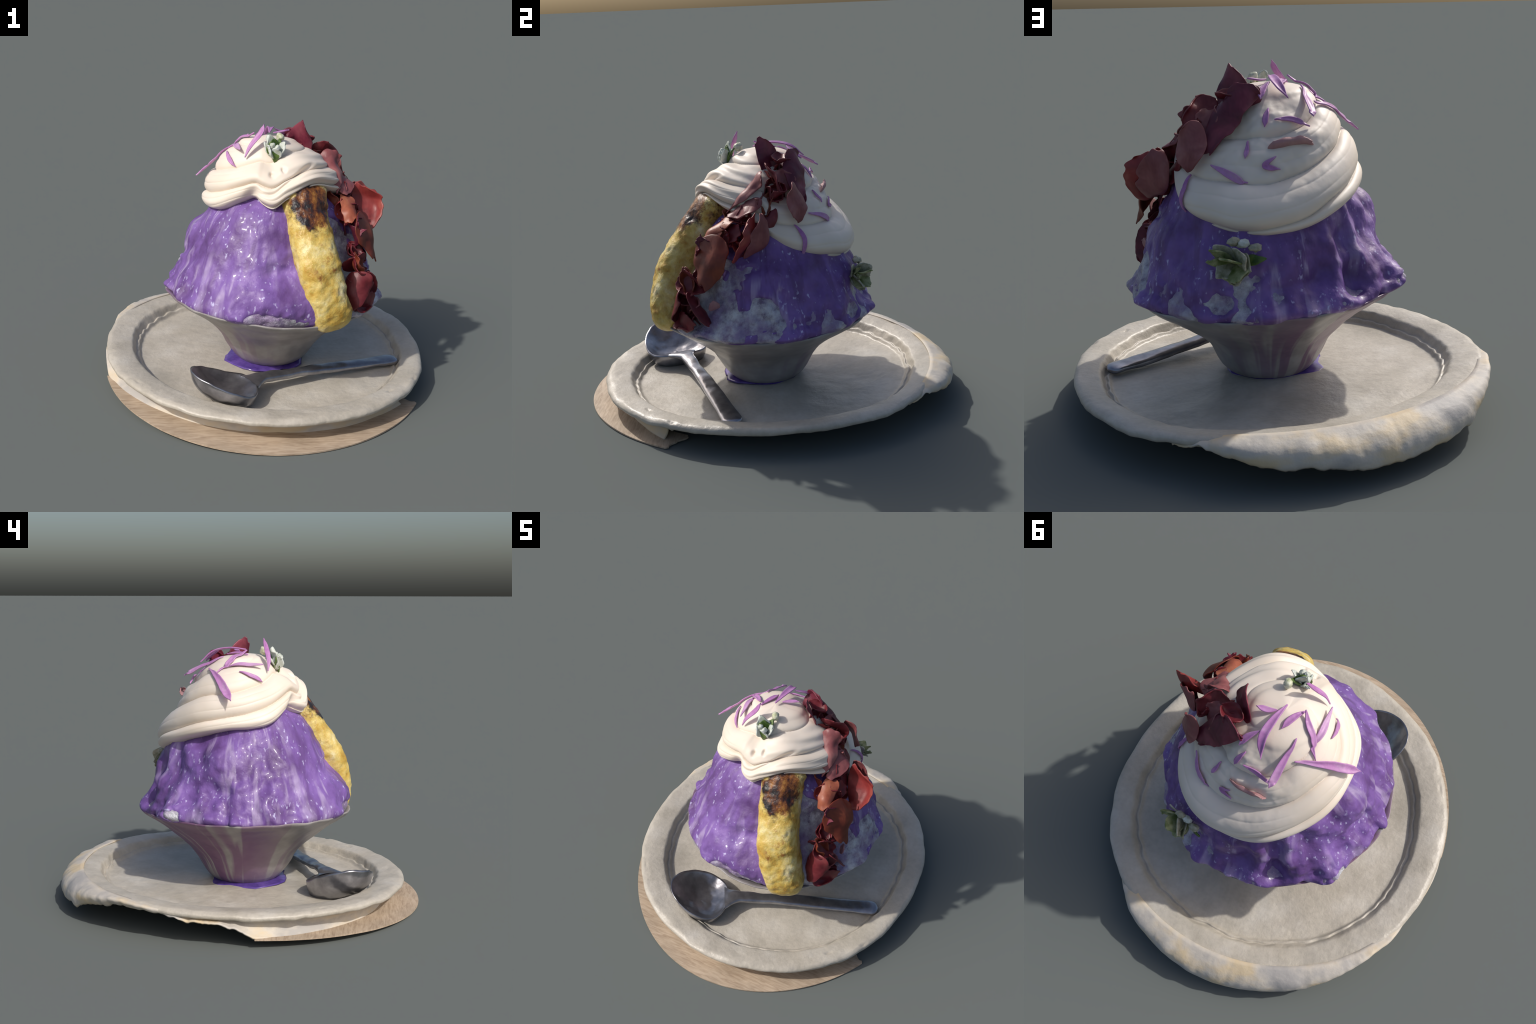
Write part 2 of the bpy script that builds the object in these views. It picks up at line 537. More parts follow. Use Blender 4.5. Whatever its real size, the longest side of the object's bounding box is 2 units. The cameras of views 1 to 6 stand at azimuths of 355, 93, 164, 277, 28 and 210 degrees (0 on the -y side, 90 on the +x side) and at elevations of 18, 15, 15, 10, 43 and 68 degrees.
def mound_surface(nu, nv, seed=0):
    """Lumpy heap of shaved ice: returns points, azimuth (deg), height and outward normals."""
    k = np.arange(len(ICE_Z)); kk = np.linspace(0, len(ICE_Z) - 1, nv)
    z = cubic(kk, k, ICE_Z)
    azd = np.linspace(-180, 180, nu, endpoint=False)
    rows = {a: np.maximum(cubic(kk, k, np.array(v)), 0) for a, v in ICE_R.items()}
    w = {a: np.maximum(np.cos(np.radians(azd - a)), 0) ** 2 for a in rows}
    R = sum(rows[a][:, None] * w[a][None, :] for a in rows)
    a = np.radians(azd)[None, :]
    Z = z[:, None] - .022 * np.cos(a) * (1 - smooth(.6, .9, z))[:, None] * smooth(.42, .47, z)[:, None]
    P = np.stack([CX + R * np.cos(a), CY + R * np.sin(a), Z], -1)
    AZ = np.broadcast_to(azd[None, :], R.shape)
    ZZ = np.broadcast_to(z[:, None], R.shape)
    # relief: rounded lumps, vertical flutes at the back and left, and a few named dents
    Q = P.copy(); Q[..., 2] *= .8
    lump = fbm(Q, 6.5, 3, 100, .42)
    flute = noise3(np.stack([np.cos(np.radians(AZ)) * 2.2, np.sin(np.radians(AZ)) * 2.2, ZZ * .9], -1), 3.1, 9)
    backside = bump2(AZ, ZZ, 130, .65, 75, .6)
    front = bump2(AZ, ZZ, -125, .75, 40, .5)
    d = lump * (.027 + .012 * backside - .011 * front) + flute * .026 * bump2(AZ, ZZ, 105, .65, 55, .6)
    d += -.055 * bump2(AZ, ZZ, 119, .575, 7, .06) - .024 * bump2(AZ, ZZ, 101, .63, 7, .07) - .034 * bump2(AZ, ZZ, -96, .735, 9, .05)
    d += -.022 * bump2(AZ, ZZ, 175, .645, 6, .05, 60) + .016 * bump2(AZ, ZZ, -158, .62, 7, .05)
    d += .026 * bump2(AZ, ZZ, -74, .66, 7, .12) + .014 * bump2(AZ, ZZ, -92, .60, 12, .05)
    leftside = bump2(AZ, ZZ, 178, .62, 42, .16)
    d += leftside * .019 * fbm(Q, 11, 2, 210)
    d += .040 * bump2(AZ, ZZ, 52, .64, 30, .15) + .014 * bump2(AZ, ZZ, 95, .57, 30, .10)
    d += -.045 * bump2(AZ, ZZ, -35, .78, 26, .16)        # hollow behind the petals
    d *= smooth(.43, .50, ZZ) * (1 - .6 * smooth(.9, 1.05, ZZ))
    # sauce skirt that laps over the rim
    d += .018 * np.exp(-((ZZ - .50) / .035) ** 2) * noise3(np.stack([AZ / 14.0, AZ * 0, AZ * 0], -1), 1, 4)
    c = np.cos(a) * np.ones_like(R); s = np.sin(a) * np.ones_like(R)
    P[..., 0] += d * c; P[..., 1] += d * s
    P[..., 2] += .25 * d
    N = np.stack([c * .93, s * .93, np.full_like(R, .35)], -1)
    return P, AZ, ZZ, N

def sauce_cover(AZ, ZZ, P):
    """Positive where sauce covers the ice, negative where bare ice shows."""
    n = fbm(P, 8, 3, 55) * .55
    cover = 0.72 + n * .8
    AZ = AZ + 11 * fbm(P, 9, 3, 171)
    ZZ = ZZ + .045 * fbm(P, 10, 3, 181)
    bare = 1.5 * smooth(-66, -58, AZ) * (1 - smooth(-22, -6, AZ + 30 * noise3(P, 5, 71)))      # beside the banana
    bare = np.maximum(bare, 1.25 * bump2(AZ, ZZ, -92, .495, 20, .045))
    bare = np.maximum(bare, 1.0 * bump2(AZ, ZZ, 12, .51, 14, .06))
    bare = np.maximum(bare, 1.1 * bump2(AZ, ZZ, 42, .55, 12, .10))
    bare = np.maximum(bare, 1.2 * bump2(AZ, ZZ, 66, .56, 7, .09))
    bare = np.maximum(bare, 1.1 * bump2(AZ, ZZ, 118, .53, 7, .05))
    bare = np.maximum(bare, 1.2 * bump2(AZ, ZZ, 147, .53, 5, .06))
    bare = np.maximum(bare, .9 * bump2(AZ, ZZ, -128, .47, 14, .02))
    return cover - bare

def build_mound(ice_mat, sauce_mat):
    nu, nv = 460, 190
    P, AZ, ZZ, N = mound_surface(nu, nv)
    F = grid_faces(nu, nv, True)
    grit = fbm(P, 38, 2, 81) * .005
    ice = make_object("shaved_ice", (P + N * grit[..., None]).reshape(-1, 3), F, ice_mat)
    c = sauce_cover(AZ, ZZ, P)
    t = np.clip(c / .6, -1, 1)
    lift = .013 * np.sign(t) * np.abs(t) ** .85
    lift = np.where(t < 0, lift * 1.6, lift)
    run = fbm(P * np.array([1, 1, .5]), 18, 2, 90) * .0035
    sauce = make_object("ube_sauce", (P + N * (lift + run)[..., None]).reshape(-1, 3), F, sauce_mat)
    return ice, sauce

# ------------------------------------------------------------------ cream
CREAM_F = np.array([0, .04, .10, .2, .32, .45, .6, .75, .88, .96, 1.0])
CREAM_R = {180: [.27, .325, .345, .352, .345, .325, .282, .228, .16, .105, 0],
           135: [.31, .365, .388, .392, .375, .345, .30, .242, .17, .11, 0],
           90:  [.38, .425, .452, .455, .412, .352, .300, .248, .185, .12, 0],
           45:  [.41, .460, .487, .488, .445, .38, .315, .255, .185, .12, 0],
           0:   [.34, .385, .405, .412, .395, .365, .315, .25, .17, .10, 0],
           -50: [.29, .345, .368, .378, .368, .335, .282, .215, .14, .085, 0],
           -90: [.29, .340, .362, .366, .355, .332, .280, .205, .135, .08, 0],
           -115: [.24, .285, .312, .325, .325, .306, .262, .20, .135, .085, 0],
           -145: [.27, .325, .345, .348, .335, .31, .268, .21, .145, .095, 0]}
CREAM_EDGE = ([-91, -101, -107, -121, -141, -160, 175, 140, 111, 97, 82, 64, 48, 27, 8, 0, -32, -57, -80],
              [1.02, 1.04, 1.062, 1.035, .985, .965, .955, .905, .845, .812, .79, .785, .805, .845, .915, .975, 1.08, 1.13, 1.07])
CREAM_TOP = 1.352

def build_cream(mat):
    nu, nv = 420, 190
    azd = np.linspace(-180, 180, nu, endpoint=False)
    zb = periodic(azd, *CREAM_EDGE)
    f = np.linspace(0, 1, nv) ** .9
    keys = sorted(CREAM_R)
    tab = np.array([np.maximum(cubic(f, CREAM_F, np.array(CREAM_R[q])), 0) for q in keys])
    kx = np.array(keys[-2:] + keys + keys[:2], float)
    kx[:2] -= 360; kx[-2:] += 360
    R = np.maximum(cubic(azd, kx, np.concatenate([tab[-2:], tab, tab[:2]])), 0).T
    R = R * (.968 + .032 * np.exp(-((f - .07) / .10) ** 2) - .035 * np.exp(-((f - .66) / .2) ** 2))[:, None]
    a = np.radians(azd)[None, :]
    Z = zb[None, :] + (CREAM_TOP - zb)[None, :] * f[:, None]
    ff = f[:, None] * np.ones_like(R)
    AZ = azd[None, :] * np.ones_like(R)
    P0 = np.stack([R * np.cos(a), R * np.sin(a), Z], -1)
    wob = noise3(P0, 3.5, 6) * .10 + noise3(P0, 7, 16) * .04
    # the piped strand winds round: its ridges rise slowly with azimuth
    # the piped strand winds round: ridges climb from the low back edge to the crown
    phase = ff * 3.3 - 2 * AZ / 360.0 + .15 + wob * 1.3
    u = np.abs((phase % 1.0) - .5) * 2            # 0 ridge .. 1 groove
    ridge = np.sqrt(np.clip(1 - u ** 2.2, 0, 1))
    soft = .6 + .4 * noise3(P0, 2.6, 31)
    upper = 1 - .5 * smooth(.6, .92, ff)
    d = (ridge - .64) * .048 * (.4 + .6 * soft) * upper
    sub = np.abs(((phase * 3) % 1.0) - .5) * 2
    d += (np.sqrt(np.clip(1 - sub ** 2, 0, 1)) - .6) * .0045 * np.clip(.4 + noise3(P0, 3, 37), 0, 1) * upper
    # fine inner ribs left by the nozzle
    d += .0035 * np.cos((ff * 3.6 + wob) * 2 * PI * 2) * smooth(-110, -70, AZ) * (1 - smooth(-10, 40, AZ)) * upper
    # crease where the last strand folds over the front
    d -= .038 * np.exp(-(ang(AZ + 112 - 34 * (ff - .1)) / 7.5) ** 2) * (1 - smooth(.15, .42, ff))
    d -= .020 * np.exp(-((ff - .26 - .0052 * ang(AZ + 95)) / .035) ** 2) * smooth(-106, -92, AZ) * (1 - smooth(-60, -40, AZ))
    # ruffled back where petals are stuck in
    d += fbm(P0, 11, 3, 44) * .014 * bump2(AZ, ff, 65, .62, 48, .26)
    d += fbm(P0, 4, 2, 45) * .006
    # two air holes
    for h in ((-.013, -.299, 1.197), (.047, -.275, 1.223)):
        q = ((P0 - np.array(h)) ** 2).sum(-1)
        hx = (P0[..., 0] - h[0]) ** 2 + (P0[..., 2] - h[2]) ** 2 + np.where(P0[..., 1] > 0, 9, 0)
        d -= .022 * np.exp(-hx / .010 ** 2)
    d *= smooth(1.0, .93, ff) if False else (1 - smooth(.90, 1.0, ff))
    P = P0.copy()
    nz = .2 + .7 * ff
    P[..., 0] += d * np.cos(a) * (1 - .3 * ff)
    P[..., 1] += d * np.sin(a) * (1 - .3 * ff)
    P[..., 2] += d * nz
    shift = smooth(.6, 1, ff)
    P[..., 0] += -.01 * shift; P[..., 1] += -.02 * shift
    # tucked-in underside
    under = []
    for q, dz in ((.94, -.004), (.85, .01), (.7, .05), (.4, .12)):
        row = P[0].copy()
        row[:, :2] *= q
        row[:, 2] += dz
        under.append(row)
    V = np.concatenate([np.array(under[::-1]), P], 0)
    return make_object("whipped_cream", V.reshape(-1, 3), grid_faces(nu, V.shape[0], True), mat)

# ------------------------------------------------------------------ banana
def build_banana(mat):
    spine = np.array([(.165, -.235, 1.135), (.162, -.30, 1.075), (.172, -.352, .99), (.195, -.422, .87), (.228, -.488, .74),
                      (.258, -.522, .61), (.282, -.528, .52), (.300, -.522, .445)])
    spine = spine + np.array((-.004, .018, -.004))
    t = np.linspace(0, len(spine) - 1, 120)
    C = np.stack([cubic(t, np.arange(len(spine)), spine[:, i]) for i in range(3)], -1)
    T = np.gradient(C, axis=0); T /= np.linalg.norm(T, axis=1)[:, None]
    out = np.array([.22, -1, .15]) * np.ones_like(C)
    N = out - (out * T).sum(1)[:, None] * T; N /= np.linalg.norm(N, axis=1)[:, None]
    B = np.cross(T, N)
    if B[60, 0] < 0:
        B = -B
    s = t / t[-1]
    end = np.sqrt(np.clip(1 - np.clip((s - .80) / .20, 0, 1) ** 2.4, 0, 1)) * np.sqrt(np.clip(1 - np.clip((.05 - s) / .05, 0, 1) ** 2.5, 0, 1))
    wid = np.interp(s, [0, .2, .5, .8, 1], [.112, .114, .113, .112, .105]) * end
    thk = np.interp(s, [0, .2, .4, .75, 1], [.075, .085, .098, .108, .09]) * end
    nu = 96
    a = np.linspace(0, 2 * PI, nu, endpoint=False)
    ca, sa = np.cos(a), np.sin(a)
    e = 2 / 2.7
    cx = np.sign(ca) * np.abs(ca) ** e
    sx = np.sign(sa) * np.abs(sa) ** e
    P = C[:, None, :] + B[:, None, :] * (wid[:, None] * cx)[..., None] + N[:, None, :] * (thk[:, None] * sx)[..., None]
    D = P - C[:, None, :]
    D /= np.linalg.norm(D, axis=-1)[..., None] + 1e-9
    d = fbm(P, 11, 3, 14) * .009 + fbm(P, 34, 2, 15) * .0035
    d += -.014 * np.exp(-((s[:, None] - .27) / .03) ** 2) * (sx > 0) * np.exp(-((cx - .75) / .3) ** 2)
    P = P + D * (d * np.clip(end, 0.0, 1)[:, None])[..., None]
    return make_object("banana_slice", P.reshape(-1, 3), grid_faces(nu, len(t), True), mat)

# ------------------------------------------------------------------ petals
def lagrange3(u):
    return np.stack([(1 - u) * (1 - 2 * u), 4 * u * (1 - u), u * (2 * u - 1)], -1)

def build_petal(name, ctrl, mat, ruffle=.012, seed=0, taper=.5, thick=.0065, n=26, curl=0.0):
    """Curved petal through a 3x3 net of points (rows run from its base to its tip)."""
    C = np.array(ctrl, float).reshape(3, 3, 3)
    v = np.linspace(0, 1, n)
    u = np.linspace(-1, 1, n)
    U, V = np.meshgrid(u, v)
    width = 1 - taper * .55 * smooth(.5, 1.0, V) ** 1.6
    edge = noise3(np.stack([U * 0 + np.sign(U) * 3, V * 5, U * 0 + seed], -1), 1, seed)
    Uw = U * (width + .10 * edge * np.abs(U))
    tip = noise3(np.stack([U * 2.6, V * 0, V * 0 + seed * 1.7], -1), 1, seed + 5)
    Vc = 2 * V - 1
    Uw = Uw * np.sqrt(1 - .42 * np.abs(Vc) ** 3)
    Vw = .5 + .5 * Vc * np.sqrt(1 - .34 * np.abs(U) ** 3)
    Vw = Vw * (1 + .06 * tip * V)
    A, Bv = lagrange3((Uw + 1) / 2), lagrange3(Vw)
    P = np.einsum('ija,ijb,bac->ijc', A, Bv, C)
    du = np.gradient(P, axis=1); dv = np.gradient(P, axis=0)
    N = np.cross(du, dv); N /= np.linalg.norm(N, axis=-1)[..., None] + 1e-9
    rim = np.maximum(np.abs(U), V) ** 2.2
    w = fbm(P + seed * .37, 11, 2, seed, .35) * ruffle * (.7 + 2.0 * rim) + curl * rim ** 2
    P = P + N * w[..., None]
    ob = make_object(name, P.reshape(-1, 3), grid_faces(n, n), mat)
    return solidify(ob, thick, 0, 1)

PETALS = [
    # (material, ruffle, taper, net)
    ("red", .012, .2, [(.44, -.03, 1.055), (.455, -.06, .965), (.475, -.14, .88), (.495, -.022, 1.095), (.535, -.065, .975), (.535, -.15, .865), (.578, -.08, 1.07), (.618, -.105, .985), (.59, -.145, .895)]),
    ("pink", .008, .2, [(.44, -.01, 1.06), (.45, .03, .97), (.46, -.03, .89), (.49, -.012, 1.085), (.49, .018, .96), (.51, -.07, .875), (.54, -.04, 1.07), (.575, -.055, .975), (.555, -.12, .875)]),
    ("orange", .008, .15, [(.345, -.165, 1.07), (.39, -.14, 1.05), (.435, -.13, 1.03), (.36, -.245, 1.01), (.405, -.235, 1.02), (.44, -.21, 1.0), (.352, -.315, .94), (.40, -.305, .955), (.445, -.292, .97)]),
    ("plum", .006, .0, [(.11, .12, 1.27), (.18, .06, 1.26), (.25, .0, 1.23), (.115, .07, 1.355), (.165, .03, 1.35), (.22, -.02, 1.325), (.155, .035, 1.405), (.172, -.008, 1.428), (.185, -.048, 1.40)]),
    ("plum", .012, .3, [(.06, .17, 1.32), (.12, .165, 1.355), (.20, .10, 1.34), (.18, .215, 1.23), (.235, .18, 1.24), (.285, .12, 1.25), (.28, .225, 1.10), (.335, .205, 1.09), (.38, .17, 1.07)]),
    ("plum", .014, .2, [(.10, .16, 1.24), (.16, .14, 1.26), (.22, .10, 1.26), (.09, .185, 1.30), (.15, .165, 1.32), (.22, .12, 1.31), (.09, .18, 1.345), (.145, .15, 1.36), (.21, .09, 1.35)]),
    ("pink", .010, .35, [(.30, .18, 1.20), (.36, .15, 1.225), (.413, .155, 1.20), (.33, .215, 1.12), (.39, .18, 1.13), (.432, .13, 1.13), (.36, .205, 1.05), (.395, .175, 1.03), (.425, .14, 1.06)]),
    ("pink", .012, .2, [(.25, -.01, 1.275), (.285, -.07, 1.19), (.31, -.14, 1.09), (.33, .0, 1.275), (.35, -.09, 1.19), (.345, -.17, 1.08), (.388, .04, 1.262), (.39, -.05, 1.17), (.36, -.195, 1.065)]),
    ("pink", .012, .3, [(.33, -.09, 1.13), (.365, -.04, 1.15), (.39, .02, 1.16), (.36, -.14, 1.095), (.40, -.085, 1.11), (.435, -.02, 1.10), (.353, -.198, 1.062), (.415, -.155, 1.065), (.45, -.07, 1.06)]),
    ("maroon", .014, .3, [(.22, .03, 1.25), (.27, .07, 1.22), (.32, .12, 1.17), (.27, .0, 1.285), (.33, .045, 1.25), (.37, .11, 1.19), (.31, -.01, 1.30), (.37, .05, 1.27), (.415, .11, 1.19)]),
    ("maroon", .012, .3, [(.34, -.02, 1.10), (.36, .04, 1.10), (.36, .10, 1.10), (.37, -.09, 1.02), (.42, -.03, 1.02), (.42, .05, 1.0), (.40, -.14, .95), (.44, -.06, .94), (.45, .02, .93)]),
    ("rust", .010, .2, [(.385, -.315, .945), (.455, -.245, .995), (.49, -.15, .975), (.43, -.325, .86), (.525, -.26, .87), (.54, -.175, .87), (.49, -.325, .775), (.537, -.278, .745), (.545, -.19, .78)]),
    ("maroon", .010, .3, [(.36, -.30, .90), (.42, -.22, .93), (.46, -.14, .93), (.40, -.22, .98), (.43, -.17, .99), (.45, -.11, .98), (.40, -.19, 1.03), (.43, -.14, 1.04), (.45, -.09, 1.03)]),
    ("maroon", .008, .2, [(.36, -.35, .69), (.42, -.33, .69), (.47, -.32, .69), (.365, -.385, .74), (.42, -.365, .755), (.48, -.35, .76), (.376, -.392, .78), (.43, -.40, .80), (.488, -.398, .838)]),
    ("maroon", .010, .2, [(.36, -.36, .71), (.43, -.41, .72), (.495, -.40, .73), (.365, -.425, .60), (.44, -.465, .63), (.518, -.425, .67), (.365, -.42, .505), (.43, -.47, .54), (.505, -.455, .61)]),
    ("maroon", .012, .35, [(.46, -.36, .70), (.50, -.385, .71), (.53, -.375, .685), (.48, -.30, .63), (.53, -.34, .64), (.555, -.34, .62), (.47, -.24, .555), (.53, -.27, .55), (.56, -.31, .55)]),
    ("maroon", .010, .35, [(.40, -.43, .50), (.46, -.41, .50), (.52, -.36, .50), (.42, -.42, .56), (.48, -.41, .56), (.54, -.35, .55), (.44, -.40, .60), (.50, -.39, .60), (.55, -.34, .58)]),
    ("blush", .006, .5, [(.49, -.22, .63), (.50, -.25, .62), (.51, -.28, .61), (.505, -.225, .65), (.52, -.25, .645), (.53, -.275, .635), (.515, -.235, .675), (.53, -.253, .67), (.54, -.27, .655)]),
]

CASCADE = [(.15, .07, 1.30), (.23, .09, 1.24), (.29, .07, 1.19), (.33, .03, 1.12), (.345, -.05, 1.06), (.355, -.13, 1.0), (.38, -.18, .93),
           (.43, -.25, .87), (.43, -.31, .79), (.43, -.36, .70), (.43, -.39, .61), (.44, -.39, .53)]

def cascade_petals(count, kinds, rng):
    """Crumpled petals heaped along the cascade that runs from the crown down beside the banana."""
    path = np.array(CASCADE)
    nets = []
    for i in range(count):
        t = (i + .5) / count * (len(path) - 1)
        c = np.array([cubic(t, np.arange(len(path)), path[:, k]) for k in range(3)])
        c = c + rng.normal(0, .016, 3)
        out = np.array([c[0] - .02, c[1] * .75 - .04, .22]) + rng.normal(0, .12, 3)
        out /= np.linalg.norm(out)
        side = np.cross(out, rng.normal(0, 1, 3)); side /= np.linalg.norm(side)
        up = np.cross(side, out)
        L, W = rng.uniform(.085, .125), rng.uniform(.038, .058)
        cup = rng.uniform(.3, .8)
        net = []
        for v in (-.35, .25, .75):
            for u in (-1, 0, 1):
                lift = cup * W * u * u + (.75 * v * abs(v) + .1) * L * rng.uniform(.5, 1.0)
                net.append(c + up * v * L + side * u * W * (1 - .25 * abs(v)) + out * lift)
        nets.append((kinds[int(rng.integers(len(kinds)))], .022, .4, net))
    return nets

def build_strip(name, pts, width, mat, bvh=None, lies=False, lift=.008, thick=.007, spike=1.0):
    """Narrow pink floret petal following a short path; lies on the cream where bvh is given."""
    pts = np.array(pts, float)
    if lies:
        for i, p in enumerate(pts):
            loc, nor, _, _ = bvh.find_nearest(Vector(p))
            pts[i] = np.array(loc) + np.array(nor) * lift
    n = 22
    t = np.linspace(0, len(pts) - 1, n)
    C = np.stack([cubic(t, np.arange(len(pts)), pts[:, i]) for i in range(3)], -1) if len(pts) > 2 else \
        pts[0] + (pts[1] - pts[0]) * np.linspace(0, 1, n)[:, None]
    N = np.zeros_like(C)
    for i, c in enumerate(C):
        if bvh:
            loc, nor, _, dist = bvh.find_nearest(Vector(c))
            depth = (Vector(c) - loc).dot(nor)
            if depth < lift * .8:
                C[i] = np.array(loc) + np.array(nor) * lift
            N[i] = nor
        else:
            d = np.array([c[0], c[1], .25]); N[i] = d / np.linalg.norm(d)
    T = np.gradient(C, axis=0); T /= np.linalg.norm(T, axis=1)[:, None]
    B = np.cross(T, N); B /= np.linalg.norm(B, axis=1)[:, None]
    s = np.linspace(0, 1, n)
    w = width * (np.sin(PI * np.clip(s * .93 + .05, 0, 1)) ** .8) * (.55 + .6 * s) * (1 - spike * smooth(.78, 1, s) * .75)
    V = []
    for k, cup in ((-1, .35), (-.5, .08), (0, 0), (.5, .08), (1, .35)):
        V.append(C + B * (w * k)[:, None] + N * (w * cup)[:, None])
    V = np.array(V)
    ob = make_object(name, V.reshape(-1, 3), grid_faces(n, 5), mat)
    return solidify(ob, thick, 0, 1)

STRIPS = [  # (points, half width, lies on cream)
    ([(-.143, -.174, 1.264), (-.115, -.172, 1.32), (-.061, -.152, 1.385), (-.042, -.138, 1.434)], .019, False),
    ([(-.135, .141, 1.275), (-.25, .07, 1.225), (-.335, .02, 1.165), (-.39, -.012, 1.131)], .026, False),
    ([(-.103, .061, 1.318), (-.10, .17, 1.29), (-.095, .25, 1.25), (-.093, .287, 1.233)], .022, False),
    ([(-.085, -.055, 1.372), (-.13, .0, 1.325), (-.205, .085, 1.242)], .018, False),
    ([(-.165, -.152, 1.302), (-.175, -.05, 1.295), (-.18, .042, 1.275)], .019, False),
    ([(-.005, -.04, 1.37), (.01, .05, 1.375), (.015, .14, 1.355), (-.013, .212, 1.299)], .024, False),
    ([(-.083, -.06, 1.345), (-.05, .0, 1.345), (-.03, .06, 1.325)], .018, False),
    ([(-.216, -.03, 1.256), (-.21, -.09, 1.235), (-.186, -.151, 1.207)], .014, True),
    ([(.317, .23, 1.058), (.25, .29, 1.02), (.19, .33, .99)], .018, True),
    ([(.07, .22, 1.29), (.09, .25, 1.25), (.10, .26, 1.20)], .014, True),
    ([(.06, .25, 1.23), (-.02, .27, 1.235), (-.09, .28, 1.24)], .014, True),
    ([(.04, .12, 1.36), (.08, .16, 1.33), (.10, .20, 1.30)], .018, False),
    ([(.37, .15, .99), (.38, .18, .93), (.38, .20, .87)], .014, True),
    ([(.17, .25, 1.15), (.18, .28, 1.11), (.19, .29, 1.08)], .011, True),
    ([(.08, .31, 1.08), (.12, .32, 1.05), (.06, .34, 1.04)], .014, True),
    ([(.02, .0, 1.36), (.06, .02, 1.36), (.11, .03, 1.37)], .016, False),
]

# ------------------------------------------------------------------ florets
def blob(name, centre, r, mat, seed=0, squash=(1, 1, 1), lump=.28):
    nu, nv = 20, 12
    th = np.linspace(0, PI, nv)[:, None]; ph = np.linspace(0, 2 * PI, nu, endpoint=False)[None, :]
    D = np.stack([np.sin(th) * np.cos(ph), np.sin(th) * np.sin(ph), np.cos(th) + 0 * ph], -1)
    P = D * (r * (1 + lump * noise3(D * 1.6 + seed, 1.4, seed)))[..., None] * np.array(squash) + np.array(centre)
    return make_object(name, P.reshape(-1, 3), grid_faces(nu, nv, True, flip=True), mat)

def leaf_between(name, a, b, width, mat, up, seed=0):
    a, b, up = (np.array(q, float) for q in (a, b, up))
    s = np.cross(b - a, up); s /= np.linalg.norm(s) + 1e-9
    m = (a + b) / 2 + up * np.linalg.norm(b - a) * .18
    net = [a - s * width * .5, a, a + s * width * .5, m - s * width + up * .006, m, m + s * width + up * .006,
           b - s * width * .35, b, b + s * width * .35]
    return build_petal(name, net, mat, ruffle=.006, seed=seed, taper=.6, thick=.008, n=14)

# ------------------------------------------------------------------ spoon
def build_spoon(steel):
    root = empty("spoon", (0, 0, 0), "steel dessert spoon lying on the plate", "spoon")
    # bowl of the spoon: a dished oval, its long axis along the handle
    d = np.array([-.925, -.38]); d /= np.linalg.norm(d)
    sd = np.array([-d[1], d[0]])
    c = np.array([-.262, -.578])
    L, W = .172, .176
    nu, nv = 96, 22
    a = np.linspace(0, 2 * PI, nu, endpoint=False)
    rows = []
    prof = [(s, True) for s in np.linspace(0, 1, nv)] + [(s, False) for s in np.linspace(1.0, 0, nv)]
    for s, top in prof:
        ex = L * s * np.cos(a); ey = W * s * np.sin(a) * (1 - .14 * np.cos(a))
        # the bowl tips up toward its end; low lip beside the neck
        rim = .197 + ex * np.where(ex > 0, .46, .17 + .28 * np.sin(a) ** 2)
        depth = .072 * (1 - s ** 2.4)
        under = .014 + .12 * np.sqrt(1 - min(s, 1.0) ** 2.2)
        z = rim - depth if top else rim - under
        rows.append(np.stack([c[0] + d[0] * ex + sd[0] * ey, c[1] + d[1] * ex + sd[1] * ey, z], -1))
    P = np.array(rows)
    shift = np.array([0 if tp else .05 * (1 - q) for q, tp in prof])[:, None]
    P[..., 1] += shift; P[..., 0] -= shift * .4
    P[..., 2] += fbm(P, 16, 2, 70) * .004
    P[..., 2] = np.maximum(P[..., 2], .001 + floor_z(P[..., 0], P[..., 1]))
    bowl = make_object("spoon_bowl", P.reshape(-1, 3), grid_faces(nu, len(prof), True, flip=True), steel)
    # handle: flattened bar, widening toward its end
    sp = np.array([(-.125, -.522, .158), (-.053, -.482, .163), (.06, -.432, .157), (.2, -.368, .146), (.38, -.294, .131), (.57, -.219, .117), (.735, -.157, .108)])
    t = np.linspace(0, len(sp) - 1, 90)
    C = np.stack([cubic(t, np.arange(len(sp)), sp[:, i]) for i in range(3)], -1)
    T = np.gradient(C, axis=0); T /= np.linalg.norm(T, axis=1)[:, None]
    Bv = np.cross(T, [0, 0, 1]); Bv /= np.linalg.norm(Bv, axis=1)[:, None]
    N = np.cross(Bv, T)
    s = t / t[-1]
    w = np.interp(s, [0, .07, .18, .35, .7, 1], [.085, .062, .038, .033, .044, .052])
    w = w * np.sqrt(np.clip(1 - np.clip((s - .95) / .05, 0, 1) ** 2.5, .0, 1))
    h = np.interp(s, [0, .2, .6, 1], [.014, .020, .019, .017]) * np.sqrt(np.clip(1 - np.clip((s - .97) / .03, 0, 1) ** 2.5, .02, 1))
    m = 40
    aa = np.linspace(0, 2 * PI, m, endpoint=False)
    cx = np.sign(np.cos(aa)) * np.abs(np.cos(aa)) ** .75; sx = np.sign(np.sin(aa)) * np.abs(np.sin(aa)) ** .75
    H = C[:, None] + Bv[:, None] * (w[:, None] * cx)[..., None] + N[:, None] * (h[:, None] * sx)[..., None]
    H[..., 2] += fbm(H, 12, 2, 71) * .004
    handle = make_object("handle", H.reshape(-1, 3), grid_faces(m, len(t), True), steel)
    for o in (bowl, handle):
        o.parent = root
    return root

# ------------------------------------------------------------------ assemble
def fix_normals(ob):
    import bmesh
    bm = bmesh.new()
    bm.from_mesh(ob.data)
    bmesh.ops.remove_doubles(bm, verts=bm.verts, dist=1e-6)
    bmesh.ops.recalc_face_normals(bm, faces=bm.faces)
    bm.to_mesh(ob.data)
    bm.free()

